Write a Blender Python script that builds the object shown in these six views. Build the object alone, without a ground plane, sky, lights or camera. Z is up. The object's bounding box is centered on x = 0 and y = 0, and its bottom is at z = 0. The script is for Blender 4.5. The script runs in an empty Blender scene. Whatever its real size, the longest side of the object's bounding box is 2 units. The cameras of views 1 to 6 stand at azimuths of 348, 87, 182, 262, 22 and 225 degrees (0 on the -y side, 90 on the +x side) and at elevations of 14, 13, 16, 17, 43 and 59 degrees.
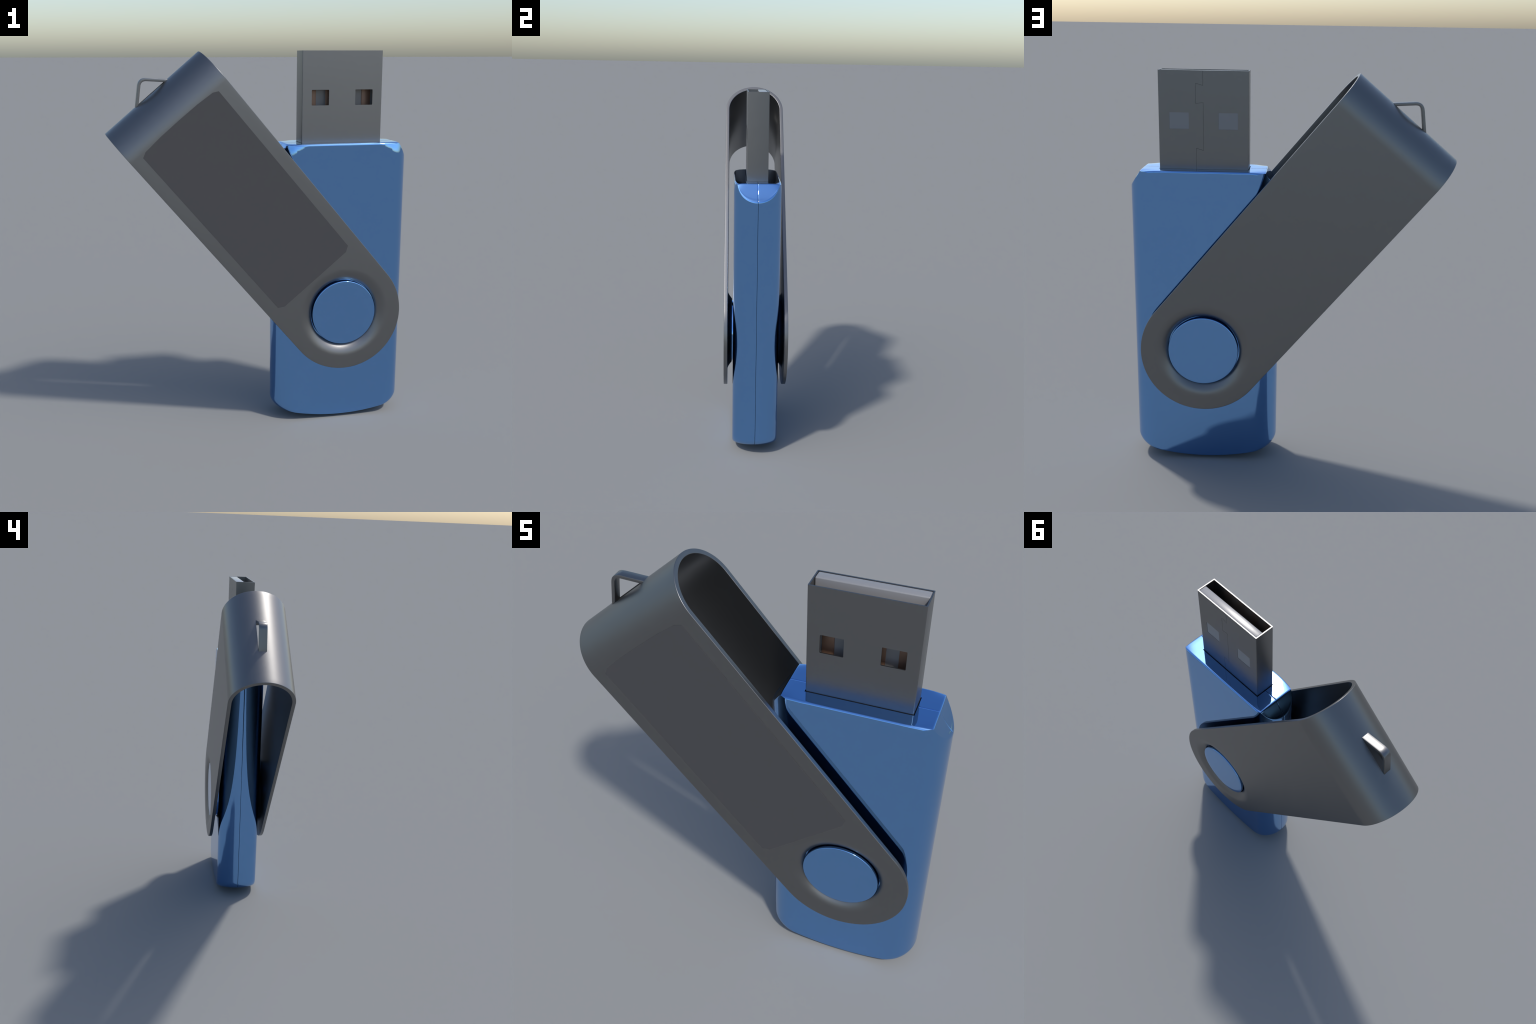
# Swivel flash drive: blue polished body, folded steel swivel cover, plug.
import bpy, bmesh, math
from mathutils import Vector, Matrix

# ------------------------------------------------------------------ sizes (m)
CX = 0.429                 # x of the body's and the plug's centre line
BODY_HALF_W = 0.368        # half width at the parting line (y = 0)
BODY_HALF_T = 0.1268        # half thickness
SIDE_BULGE = 0.106         # depth of the elliptic side rounding
BODY_TOP = 1.529
PIVOT = Vector((CX, 0.0, 0.621))
COVER_ANGLE = math.radians(49.97)
AX = Vector((-math.cos(COVER_ANGLE), 0, math.sin(COVER_ANGLE)))   # along the cover
PP = Vector((math.sin(COVER_ANGLE), 0, math.cos(COVER_ANGLE)))    # across the cover
COVER_HALF_W = 0.3143
COVER_OUT = 0.1775
COVER_IN = 0.1570
COVER_STRAIGHT = 1.3555
HOLE_R = 0.1825
DISC_R = 0.1762
PLUG_X0, PLUG_X1 = 0.212, 0.6455
PLUG_HALF_T = 0.0565
PLUG_Z0, PLUG_Z1 = 1.45, 2.0
SHEET = 0.0055

# ------------------------------------------------------------------ materials
def material(name, color, metallic, rough, rough_var=0.0, color_var=0.0, scale=30.0, ior=1.5, bump=0.0):
    m = bpy.data.materials.new(name)
    m.use_nodes = True
    nt = m.node_tree
    b = nt.nodes["Principled BSDF"]
    b.inputs["Metallic"].default_value = metallic
    b.inputs["IOR"].default_value = ior
    tc = nt.nodes.new("ShaderNodeTexCoord")
    no = nt.nodes.new("ShaderNodeTexNoise")
    no.inputs["Scale"].default_value = scale
    no.inputs["Detail"].default_value = 4.0
    nt.links.new(tc.outputs["Object"], no.inputs["Vector"])
    mr = nt.nodes.new("ShaderNodeMapRange")
    mr.inputs["To Min"].default_value = rough - rough_var
    mr.inputs["To Max"].default_value = rough + rough_var
    nt.links.new(no.outputs["Fac"], mr.inputs["Value"])
    nt.links.new(mr.outputs["Result"], b.inputs["Roughness"])
    ramp = nt.nodes.new("ShaderNodeValToRGB")
    ramp.color_ramp.elements[0].color = tuple(c * (1 - color_var) for c in color) + (1,)
    ramp.color_ramp.elements[1].color = tuple(min(1, c * (1 + color_var)) for c in color) + (1,)
    nt.links.new(no.outputs["Fac"], ramp.inputs["Fac"])
    nt.links.new(ramp.outputs["Color"], b.inputs["Base Color"])
    if bump:
        bp = nt.nodes.new("ShaderNodeBump")
        bp.inputs["Strength"].default_value = bump
        bp.inputs["Distance"].default_value = 0.001
        nt.links.new(no.outputs["Fac"], bp.inputs["Height"])
        nt.links.new(bp.outputs["Normal"], b.inputs["Normal"])
    return m

BLUE = material("polished_blue_metal", (0.195, 0.41, 0.79), 1.0, 0.045, 0.005, 0.01)
STEEL = material("satin_dark_steel", (0.212, 0.212, 0.212), 1.0, 0.375, 0.01, 0.01)
PANEL = material("matte_label_grey", (0.063, 0.063, 0.066), 0.0, 0.8, 0.02, 0.01, ior=1.3)
PLASTIC = material("grey_plastic", (0.235, 0.235, 0.24), 0.0, 0.28, 0.01, 0.01)
COPPER = material("copper", (0.25, 0.15, 0.102), 0.3, 0.4, 0.02, 0.03)

# ------------------------------------------------------------------ helpers
def add(name, verts, faces, mat, parent, angle=35, bevel=None):
    me = bpy.data.meshes.new(name)
    me.from_pydata([tuple(v) for v in verts], [], faces)
    bm = bmesh.new(); bm.from_mesh(me)
    bmesh.ops.remove_doubles(bm, verts=bm.verts, dist=1e-6)
    bmesh.ops.dissolve_degenerate(bm, edges=bm.edges, dist=1e-6)
    bmesh.ops.recalc_face_normals(bm, faces=bm.faces)
    bm.to_mesh(me); bm.free()
    me.materials.append(mat)
    ob = bpy.data.objects.new(name, me)
    bpy.context.scene.collection.objects.link(ob)
    ob.parent = parent
    if bevel:
        md = ob.modifiers.new("edge_rounding", "BEVEL")
        md.width = bevel[0]; md.segments = bevel[1]
        md.limit_method = "ANGLE"; md.angle_limit = math.radians(bevel[2])
        md.harden_normals = False
        apply_mods(ob)
    for p in ob.data.polygons:
        p.use_smooth = True
    ob.data.set_sharp_from_angle(angle=math.radians(angle))
    return ob

def apply_mods(ob):
    dg = bpy.context.evaluated_depsgraph_get()
    me = bpy.data.meshes.new_from_object(ob.evaluated_get(dg))
    old = ob.data
    ob.modifiers.clear()
    ob.data = me
    bpy.data.meshes.remove(old)

def box(x0, x1, y0, y1, z0, z1):
    v = [(x, y, z) for z in (z0, z1) for y in (y0, y1) for x in (x0, x1)]
    f = [(0, 2, 3, 1), (4, 5, 7, 6), (0, 1, 5, 4), (2, 6, 7, 3), (0, 4, 6, 2), (1, 3, 7, 5)]
    return v, f

def fillet(prev, corner, nxt, r, n):
    """n+1 points of a rounded corner between two segments."""
    a = (prev[0] - corner[0], prev[1] - corner[1]); b = (nxt[0] - corner[0], nxt[1] - corner[1])
    la = math.hypot(*a); lb = math.hypot(*b)
    ra = min(r, 0.48 * la); rb = min(r, 0.48 * lb)
    pa = (corner[0] + a[0] / la * ra, corner[1] + a[1] / la * ra) if la > 1e-9 else corner
    pb = (corner[0] + b[0] / lb * rb, corner[1] + b[1] / lb * rb) if lb > 1e-9 else corner
    out = []
    for i in range(n + 1):
        t = i / n
        out.append(tuple((1 - t) ** 2 * pa[k] + 2 * t * (1 - t) * corner[k] + t * t * pb[k] for k in (0, 1)))
    return out

# ------------------------------------------------------------------ root
root = bpy.data.objects.new("usb_flash_drive", None)
bpy.context.scene.collection.objects.link(root)
root["label"] = "blue swivel flash drive with grey metal cover, half open"
root["category"] = "flash drive"

# ------------------------------------------------------------------ body
CUT_IN, CUT_DROP = 0.304, 0.090        # scooped top corners: inner edge, drop at the flank

def cut_z(dx):
    """height of the scooped cut at distance dx from the centre line"""
    t = (dx - CUT_IN) / (BODY_HALF_W - CUT_IN)
    t = min(max(t, 0.0), 1.0)
    return BODY_TOP - CUT_DROP * (1.25 * t - 0.25 * t * t)

def bottom_z(dx):
    return 0.44 * dx * dx

def half_outline(f, inset, ztop):
    """outline of the +x half from bottom centre to top centre, in (dx, z)"""
    w = BODY_HALF_W - SIDE_BULGE * f - inset
    lift = 0.017 * f + inset
    rc = 0.052 - 0.008 * f
    pts = []
    x_e = w - rc
    for i in range(18):                                     # bottom arc
        dx = x_e * i / 18
        pts.append((dx, bottom_z(dx) + lift))
    p0 = (x_e, bottom_z(x_e) + lift)                        # bottom corner
    slope = 2 * 0.44 * x_e
    corner = (w, p0[1] + slope * rc)
    p2 = (w, corner[1] + rc * 0.95)
    for i in range(19):
        t = i / 18
        k = 2.35                                            # rounder than a parabola
        s0 = (1 - t); s1 = t
        c1 = (p0[0] + (corner[0] - p0[0]) * 0.58, p0[1] + (corner[1] - p0[1]) * 0.58)
        c2 = (p2[0] + (corner[0] - p2[0]) * 0.58, p2[1] + (corner[1] - p2[1]) * 0.58)
        pts.append(tuple(s0**3 * p0[k] + 3 * s0 * s0 * s1 * c1[k] + 3 * s0 * s1 * s1 * c2[k] + s1**3 * p2[k] for k in (0, 1)))
    za = min(cut_z(w) - inset, ztop)
    a = (w, za); bx = min(w, CUT_IN); b = (bx, ztop)
    z_lo = p2[1]
    z_br = 1.36
    for i in range(1, 15):
        pts.append((w, z_lo + (z_br - z_lo) * i / 14))
    mid = ((a[0] + b[0]) / 2, (za + ztop) / 2)
    for i in range(1, 8):
        pts.append((w, z_br + (za - 0.02 - z_br) * i / 7))
    pts += fillet((w, za - 0.03), a, mid, 0.007, 5)
    n = 10                                                   # scoop
    for i in range(1, n):
        t = i / n
        dx = a[0] + (b[0] - a[0]) * (0.1 + 0.8 * t)
        pts.append((dx, min(cut_z(dx) - inset, ztop)))
    pts += fillet(mid, b, (b[0] - 0.05, ztop), 0.006, 5)
    for i in range(1, 13):
        pts.append(((b[0] - 0.006) * (1 - i / 12), ztop))
    return pts

def lean(x, z):  # facet shaped to catch a sky reflection beside each scooped corner
    s = (abs(x) - 0.224) / 0.08 + (z - 1.515) / 0.050
    return 0.008 * min(max(s, 0.0), 1.3)

def sag(x, y, z):
    """the top rounds off towards its four corners"""
    a = min(max((abs(x) - 0.22) / 0.085, 0.0), 1.0)
    b = min(max((z - 1.49) / 0.03, 0.0), 1.0)
    return 0.009 * a * a * b * (abs(y) / BODY_HALF_T) ** 6

def body_half(sign, name, amount):
    layers = [(0.0004, 0.0020, 0.0), (0.0010, 0.0004, 0.0), (0.0018, 0.0, 0.0)]
    N = 34
    for i in range(1, N + 1):
        th = math.pi / 2 * i / N
        layers.append((BODY_HALF_T * math.sin(th), 0.0, 1 - math.cos(th)))
    rings = []
    r = 0.010
    for (y, inset, f) in layers:
        if f == 0.0:
            f = 1 - math.sqrt(1 - (y / BODY_HALF_T) ** 2)
        e = max(0.0, y - (BODY_HALF_T - r)) / r
        zt = BODY_TOP - inset - r * (1 - math.sqrt(max(0.0, 1 - min(e, 1.0) ** 2)))
        half = half_outline(f, inset, zt)
        full = half + [(-p[0], p[1]) for p in reversed(half[1:-1])]
        rings.append([(p[0], y, p[1]) for p in full])
    # inner ring keeps the big flat face free of the rounding's normals
    last = rings[-1]
    cz = 0.78
    rings.append([(x * 0.985, y, cz + (z - cz) * 0.994) for x, y, z in last])
    n = len(last)
    verts = []
    for rg in rings:
        for (x, y, z) in rg:
            # corner areas tilted inward so pale sky-reflection patches show on the blue
            verts.append((CX + x, sign * (y - amount * lean(x, z) * (y / BODY_HALF_T) ** 3), z - sag(x, y, z)))
    faces = []
    for k in range(len(rings) - 1):
        for i in range(n):
            j = (i + 1) % n
            faces.append((k * n + i, k * n + j, (k + 1) * n + j, (k + 1) * n + i))
    # flat faces are bridged left to right in strips
    h = n // 2
    base = (len(rings) - 1) * n
    NC = 24                       # the top row has 24 segments, one per column
    kb = h - 12                   # first point of the straight top row
    ladder = []
    for i in range(kb):
        p, q = base + i, base + (n - i) % n
        if p == q:
            ladder.append([p] * (NC + 1)); continue
        xp, y, z = rings[-1][i]
        ids = [p]
        for c in range(1, NC):
            x = xp * (1 - 2 * c / NC)
            ids.append(len(verts))
            verts.append((CX + x, sign * (y - amount * lean(x, z)), z - sag(x, y, z)))
        ladder.append(ids + [q])
    ladder.append([base + kb + c for c in range(NC + 1)])
    for i in range(kb):
        for c in range(NC):
            quad = []
            for v in (ladder[i][c], ladder[i + 1][c], ladder[i + 1][c + 1], ladder[i][c + 1]):
                if v not in quad: quad.append(v)
            if len(quad) > 2: faces.append(tuple(quad))
    faces.append(tuple(reversed(range(n))))      # parting face
    ob = add(name, verts, faces, BLUE, root, angle=38)
    # slot for the plug
    g = 0.0035
    v, f = box(PLUG_X0 - g, PLUG_X1 + g, -PLUG_HALF_T - g, PLUG_HALF_T + g, 1.44, 1.7)
    cut = add("slot_cutter", v, f, BLUE, None)
    md = ob.modifiers.new("slot", "BOOLEAN")
    md.operation = "DIFFERENCE"; md.object = cut; md.solver = "EXACT"
    bpy.context.view_layer.update()
    apply_mods(ob)
    bpy.data.objects.remove(cut)
    for p in ob.data.polygons: p.use_smooth = True
    ob.data.set_sharp_from_angle(angle=math.radians(38))
    return ob

body_half(-1, "body_shell", 1.0)
body_half(1, "body_shell", 0.25)

# ------------------------------------------------------------------ pivot discs
def disc(sign):
    F = 0.168
    prof = [(0.0, F), (DISC_R - 0.03, F), (DISC_R - 0.004, F), (DISC_R - 0.0018, F - 0.0005),
            (DISC_R - 0.0005, F - 0.0018), (DISC_R, F - 0.004), (DISC_R, 0.1365), (DISC_R - 0.004, 0.1355),
            (DISC_R - 0.004, 0.1335), (DISC_R, 0.1325), (DISC_R, 0.118)]
    n = 128
    verts, faces = [], []
    for r, y in prof[1:]:
        for i in range(n):
            a = 2 * math.pi * i / n
            verts.append((CX + r * math.cos(a), sign * y, PIVOT.z + r * math.sin(a)))
    for k in range(len(prof) - 2):
        for i in range(n):
            j = (i + 1) % n
            faces.append((k * n + i, k * n + j, (k + 1) * n + j, (k + 1) * n + i))
    faces.append(tuple(range(n)))
    faces.append(tuple(range(len(verts) - n, len(verts))))
    return add("pivot_disc", verts, faces, BLUE, root, angle=40)

disc(-1); disc(1)

# ------------------------------------------------------------------ swivel cover
def cover():
    END = 0.47                                   # where the polar mesh meets the strip
    phi_c = math.atan2(COVER_HALF_W, END)
    NS, NR = 28, 84
    phis = [-phi_c + 2 * phi_c * i / NS for i in range(NS + 1)]
    phis += [phi_c + (2 * math.pi - 2 * phi_c) * i / NR for i in range(1, NR)]
    cols = [END * math.tan(p) for p in phis[:NS + 1]]
    radii = [HOLE_R + (0.262 - HOLE_R) * (i / 12) for i in range(13)]
    def outer_r(p):
        c, s = math.cos(p), math.sin(p)
        if c <= 0: return COVER_HALF_W
        return min(COVER_HALF_W / max(abs(s), 1e-9), END / c)
    def depth(r, inner):
        lim = 0.226 if inner else 0.246
        t = min(max((lim - r) / (lim - HOLE_R), 0), 1)
        return 0.0255 * (t ** 1.45 if inner else t ** 2.1)
    def place(al, pe, y):
        return PIVOT + AX * al + PP * pe + Vector((0, y, 0))
    sheets = []
    for inner in (False, True):
        Y = COVER_IN if inner else COVER_OUT
        verts = []; legs = []
        for sgn in (-1, 1):
            grid = []
            for r in radii:
                grid.append([len(verts) + i for i in range(len(phis))])
                for p in phis:
                    verts.append(place(r * math.cos(p), r * math.sin(p), sgn * (Y - depth(r, inner))))
            for t in (0.33, 0.66, 1.0):
                grid.append([len(verts) + i for i in range(len(phis))])
                for p in phis:
                    R = outer_r(p)
                    rr = radii[-1] + (R - radii[-1]) * t
                    verts.append(place(rr * math.cos(p), rr * math.sin(p), sgn * Y))
            legs.append(grid)
        rows = [legs[0][-1][:NS + 1]]
        def row(al, y):
            ids = [len(verts) + i for i in range(NS + 1)]
            for c in cols: verts.append(place(al, c, y))
            rows.append(ids)
        straight = [END + (COVER_STRAIGHT - END) * i / 14 for i in range(1, 15)]
        for s in straight: row(s, -Y)
        NA = 48
        for i in range(1, NA):
            a = math.pi * i / NA
            row(COVER_STRAIGHT + Y * math.sin(a), -Y * math.cos(a))
        for s in reversed(straight): row(s, Y)
        rows.append(legs[1][-1][:NS + 1])
        faces = []
        for grid in legs:
            n = len(phis)
            for k in range(len(grid) - 1):
                for i in range(n):
                    j = (i + 1) % n
                    faces.append((grid[k][i], grid[k][j], grid[k + 1][j], grid[k + 1][i]))
        for k in range(len(rows) - 1):
            for i in range(NS):
                faces.append((rows[k][i], rows[k][i + 1], rows[k + 1][i + 1], rows[k + 1][i]))
        sheets.append((verts, faces))
    V = sheets[0][0] + sheets[1][0]
    off = len(sheets[0][0])
    F = list(sheets[0][1]) + [tuple(reversed([i + off for i in f])) for f in sheets[1][1]]
    # join the two sheets along their open borders
    count = {}
    for f in sheets[0][1]:
        for i in range(len(f)):
            a, b = f[i], f[(i + 1) % len(f)]
            count.setdefault(frozenset((a, b)), []).append((a, b))
    for k, es in count.items():
        if len(es) == 1:
            a, b = es[0]
            F.append((b, a, a + off, b + off))
    ob = add("swivel_cover", V, F, STEEL, root, angle=40, bevel=(0.0022, 2, 55))
    # slot below the keyring loop, where its strip was cut out of the sheet
    sv = [place(al, pe, y) for al in (1.46, 1.60) for pe in (-0.094, 0.086) for y in (-0.0215, 0.0215)]
    sf = [(0, 1, 3, 2), (4, 6, 7, 5), (0, 4, 5, 1), (2, 3, 7, 6), (0, 2, 6, 4), (1, 5, 7, 3)]
    cut = add("slot_cutter", sv, sf, STEEL, None)
    md = ob.modifiers.new("slot", "BOOLEAN")
    md.operation = "DIFFERENCE"; md.object = cut; md.solver = "EXACT"
    bpy.context.view_layer.update()
    apply_mods(ob)
    bpy.data.objects.remove(cut)
    for p in ob.data.polygons: p.use_smooth = True
    ob.data.set_sharp_from_angle(angle=math.radians(50))
    wn = ob.modifiers.new("flat_normals", "WEIGHTED_NORMAL")
    wn.keep_sharp = True; wn.weight = 90
    apply_mods(ob)
    return ob

cov = cover()

# label panel set into the front of the cover (chamfered corners)
pan = [(1.340, 0.246), (1.354, 0.219), (1.361, 0.12), (1.3625, 0.0), (1.361, -0.12), (1.354, -0.221), (1.340, -0.249),
       (0.280, -0.248), (0.260, -0.216), (0.260, 0.218), (0.280, 0.248)]
pv, pf = [], []
for y in (-(COVER_OUT + 0.0009), -(COVER_OUT - 0.004)):
    for al, pe in pan:
        pv.append(PIVOT + AX * al + PP * pe + Vector((0, y, 0)))
n = len(pan)
pf.append(tuple(range(n))); pf.append(tuple(range(n, 2 * n)))
for i in range(n):
    pf.append((i, (i + 1) % n, n + (i + 1) % n, n + i))
add("label_panel", pv, pf, PANEL, cov, angle=30)

# keyring loop: flat strip bent to a right angle
def loop():
    path = [(1.510, -0.125), (1.540, -0.0925), (1.622, -0.003), (1.540, 0.084), (1.510, 0.116)]
    pts = [path[0], path[1]]
    pts += fillet(path[1], path[2], path[3], 0.034, 10)
    pts += [path[3], path[4]]
    hw, ht = 0.0215, 0.0075
    verts, faces = [], []
    for i, p in enumerate(pts):
        a = pts[max(i - 1, 0)]; b = pts[min(i + 1, len(pts) - 1)]
        t = Vector((b[0] - a[0], b[1] - a[1])).normalized()
        nrm = Vector((-t.y, t.x))
        for (o, y) in ((-ht, -hw), (ht, -hw), (ht, hw), (-ht, hw)):
            verts.append(PIVOT + AX * (p[0] + nrm.x * o) + PP * (p[1] + nrm.y * o) + Vector((0, y, 0)))
    for k in range(len(pts) - 1):
        for i in range(4):
            j = (i + 1) % 4
            faces.append((k * 4 + i, k * 4 + j, k * 4 + 4 + j, k * 4 + 4 + i))
    faces.append((0, 1, 2, 3)); m = len(verts); faces.append((m - 4, m - 3, m - 2, m - 1))
    return add("keyring_loop", verts, faces, STEEL, cov, angle=45, bevel=(0.0018, 2, 60))
loop()

# ------------------------------------------------------------------ plug
def wall(polys, holes, y0, y1):
    """extruded sheet pieces in the xz plane; each piece = outline + its rectangular holes"""
    verts, faces = [], []
    for outline, hs in zip(polys, holes):
        bm = bmesh.new()
        edges = []
        for lp in [outline] + hs:
            vs = [bm.verts.new((x, y0, z)) for x, z in lp]
            for i in range(len(vs)):
                edges.append(bm.edges.new((vs[i], vs[(i + 1) % len(vs)])))
        bmesh.ops.triangle_fill(bm, edges=edges, use_beauty=True, use_dissolve=False)
        bmesh.ops.recalc_face_normals(bm, faces=bm.faces)
        ext = bmesh.ops.extrude_face_region(bm, geom=list(bm.faces))
        for e in ext["geom"]:
            if isinstance(e, bmesh.types.BMVert): e.co.y = y1
        bm.verts.index_update()
        o = len(verts)
        verts += [v.co.copy() for v in bm.verts]
        faces += [tuple(o + v.index for v in f.verts) for f in bm.faces]
        bm.free()
    return verts, faces

def rrect(x0, x1, z0, z1, r=0.004):
    c = [(x0, z0), (x1, z0), (x1, z1), (x0, z1)]
    out = []
    for i in range(4):
        out += fillet(c[i - 1], c[i], c[(i + 1) % 4], r, 3)
    return out

WIN = [(0.2635, 0.357), (0.500, 0.5945)]
WZ0, WZ1 = 1.7225, 1.802
T = SHEET
def shell():
    V, F = [], []
    def put(v, f):
        o = len(V)
        V.extend(v); F.extend([tuple(o + i for i in q) for q in f])
    xi0, xi1 = PLUG_X0 + T, PLUG_X1 - T
    wins = [rrect(a, b, WZ0, WZ1) for a, b in WIN]
    put(*wall([[(xi0, PLUG_Z0), (xi1, PLUG_Z0), (xi1, PLUG_Z1), (xi0, PLUG_Z1)]], [wins], -PLUG_HALF_T, -PLUG_HALF_T + T))
    # back wall: two plates meeting in a dovetailed seam
    s0, s1 = 0.4305, 0.4655
    seam = [(s1, PLUG_Z0), (s1, 1.631), (s0, 1.621), (s0, 1.851), (s1, 1.844), (s1, 1.940), (s0, 1.930), (s0, PLUG_Z1)]
    g = 0.0005
    def shifted(d):                       # seam moved sideways by d (to the right if positive)
        out = []
        for i, (x, z) in enumerate(seam):
            a = seam[max(i - 1, 0)]; b = seam[min(i + 1, len(seam) - 1)]
            n1 = Vector((z - a[1], a[0] - x)); n2 = Vector((b[1] - z, x - b[0]))
            n1 = n1.normalized() if n1.length else n2.normalized()
            n2 = n2.normalized() if n2.length else n1
            m = (n1 + n2); m = m / max(m.dot(n1), 0.2)
            out.append((x + m.x * d, z + m.y * d if 0 < i < len(seam) - 1 else z))
        return out
    left = [(xi0, PLUG_Z0)] + shifted(-g) + [(xi0, PLUG_Z1)]
    right = shifted(g) + [(xi1, PLUG_Z1), (xi1, PLUG_Z0)]
    put(*wall([left, right], [[wins[0]], [wins[1]]], PLUG_HALF_T, PLUG_HALF_T - T))
    # side walls with rounded folds
    for sx, x_out in ((-1, PLUG_X0), (1, PLUG_X1)):
        xi = x_out - sx * T
        r = 0.003; k = 4
        prof = [(xi, -PLUG_HALF_T)]
        prof += [(x_out - sx * (r - r * math.sin(a)), -PLUG_HALF_T + r - r * math.cos(a)) for a in [math.pi / 2 * i / k for i in range(k + 1)]]
        prof += [(x_out - sx * (r - r * math.cos(a)), PLUG_HALF_T - r + r * math.sin(a)) for a in [math.pi / 2 * i / k for i in range(k + 1)]]
        prof += [(xi, PLUG_HALF_T)]
        n = len(prof)
        v = [(x, y, z) for z in (PLUG_Z0, PLUG_Z1) for x, y in prof]
        f = [(i, (i + 1) % n, n + (i + 1) % n, n + i) for i in range(n)] + [tuple(range(n)), tuple(range(n, 2 * n))]
        put(v, f)
    return add("connector_shell", V, F, STEEL, root, angle=40)

sh = shell()
# plastic tongue fills the back half of the plug
TONGUE_Y = 0.006
ty, tz = PLUG_HALF_T - T - 0.0003, PLUG_Z1 - 0.001
v, f = box(PLUG_X0 + T + 0.0005, PLUG_X1 - T - 0.0005, TONGUE_Y, ty, PLUG_Z0, tz)
add("connector_tongue", v, f, PLASTIC, sh, angle=60, bevel=(0.0045, 3, 50))
# pads of the tongue that fill the back windows
for a, b in WIN:
    v, f = box(a + 0.0001, b - 0.0001, 0.04, PLUG_HALF_T - 0.0010, WZ0 + 0.0001, WZ1 - 0.0001)
    add("latch_pad", v, f, PLASTIC, sh)
# four contacts on the tongue
v, f = box(-0.0245, 0.0245, TONGUE_Y - 0.004, TONGUE_Y + 0.001, PLUG_Z0, 1.93)
first = add("contact_pin", v, f, COPPER, sh, angle=40, bevel=(0.0015, 2, 50))
for i, cx in enumerate((0.2785, 0.379, 0.479, 0.5785)):
    ob = first if i == 0 else first.copy()
    if i: bpy.context.scene.collection.objects.link(ob); ob.parent = sh
    ob.location = (cx, 0, 0)
# floor of the plug's cavity
v, f = box(PLUG_X0 + T, PLUG_X1 - T, -PLUG_HALF_T + T, TONGUE_Y, PLUG_Z0, PLUG_Z0 + 0.03)
add("connector_base", v, f, PLASTIC, sh)
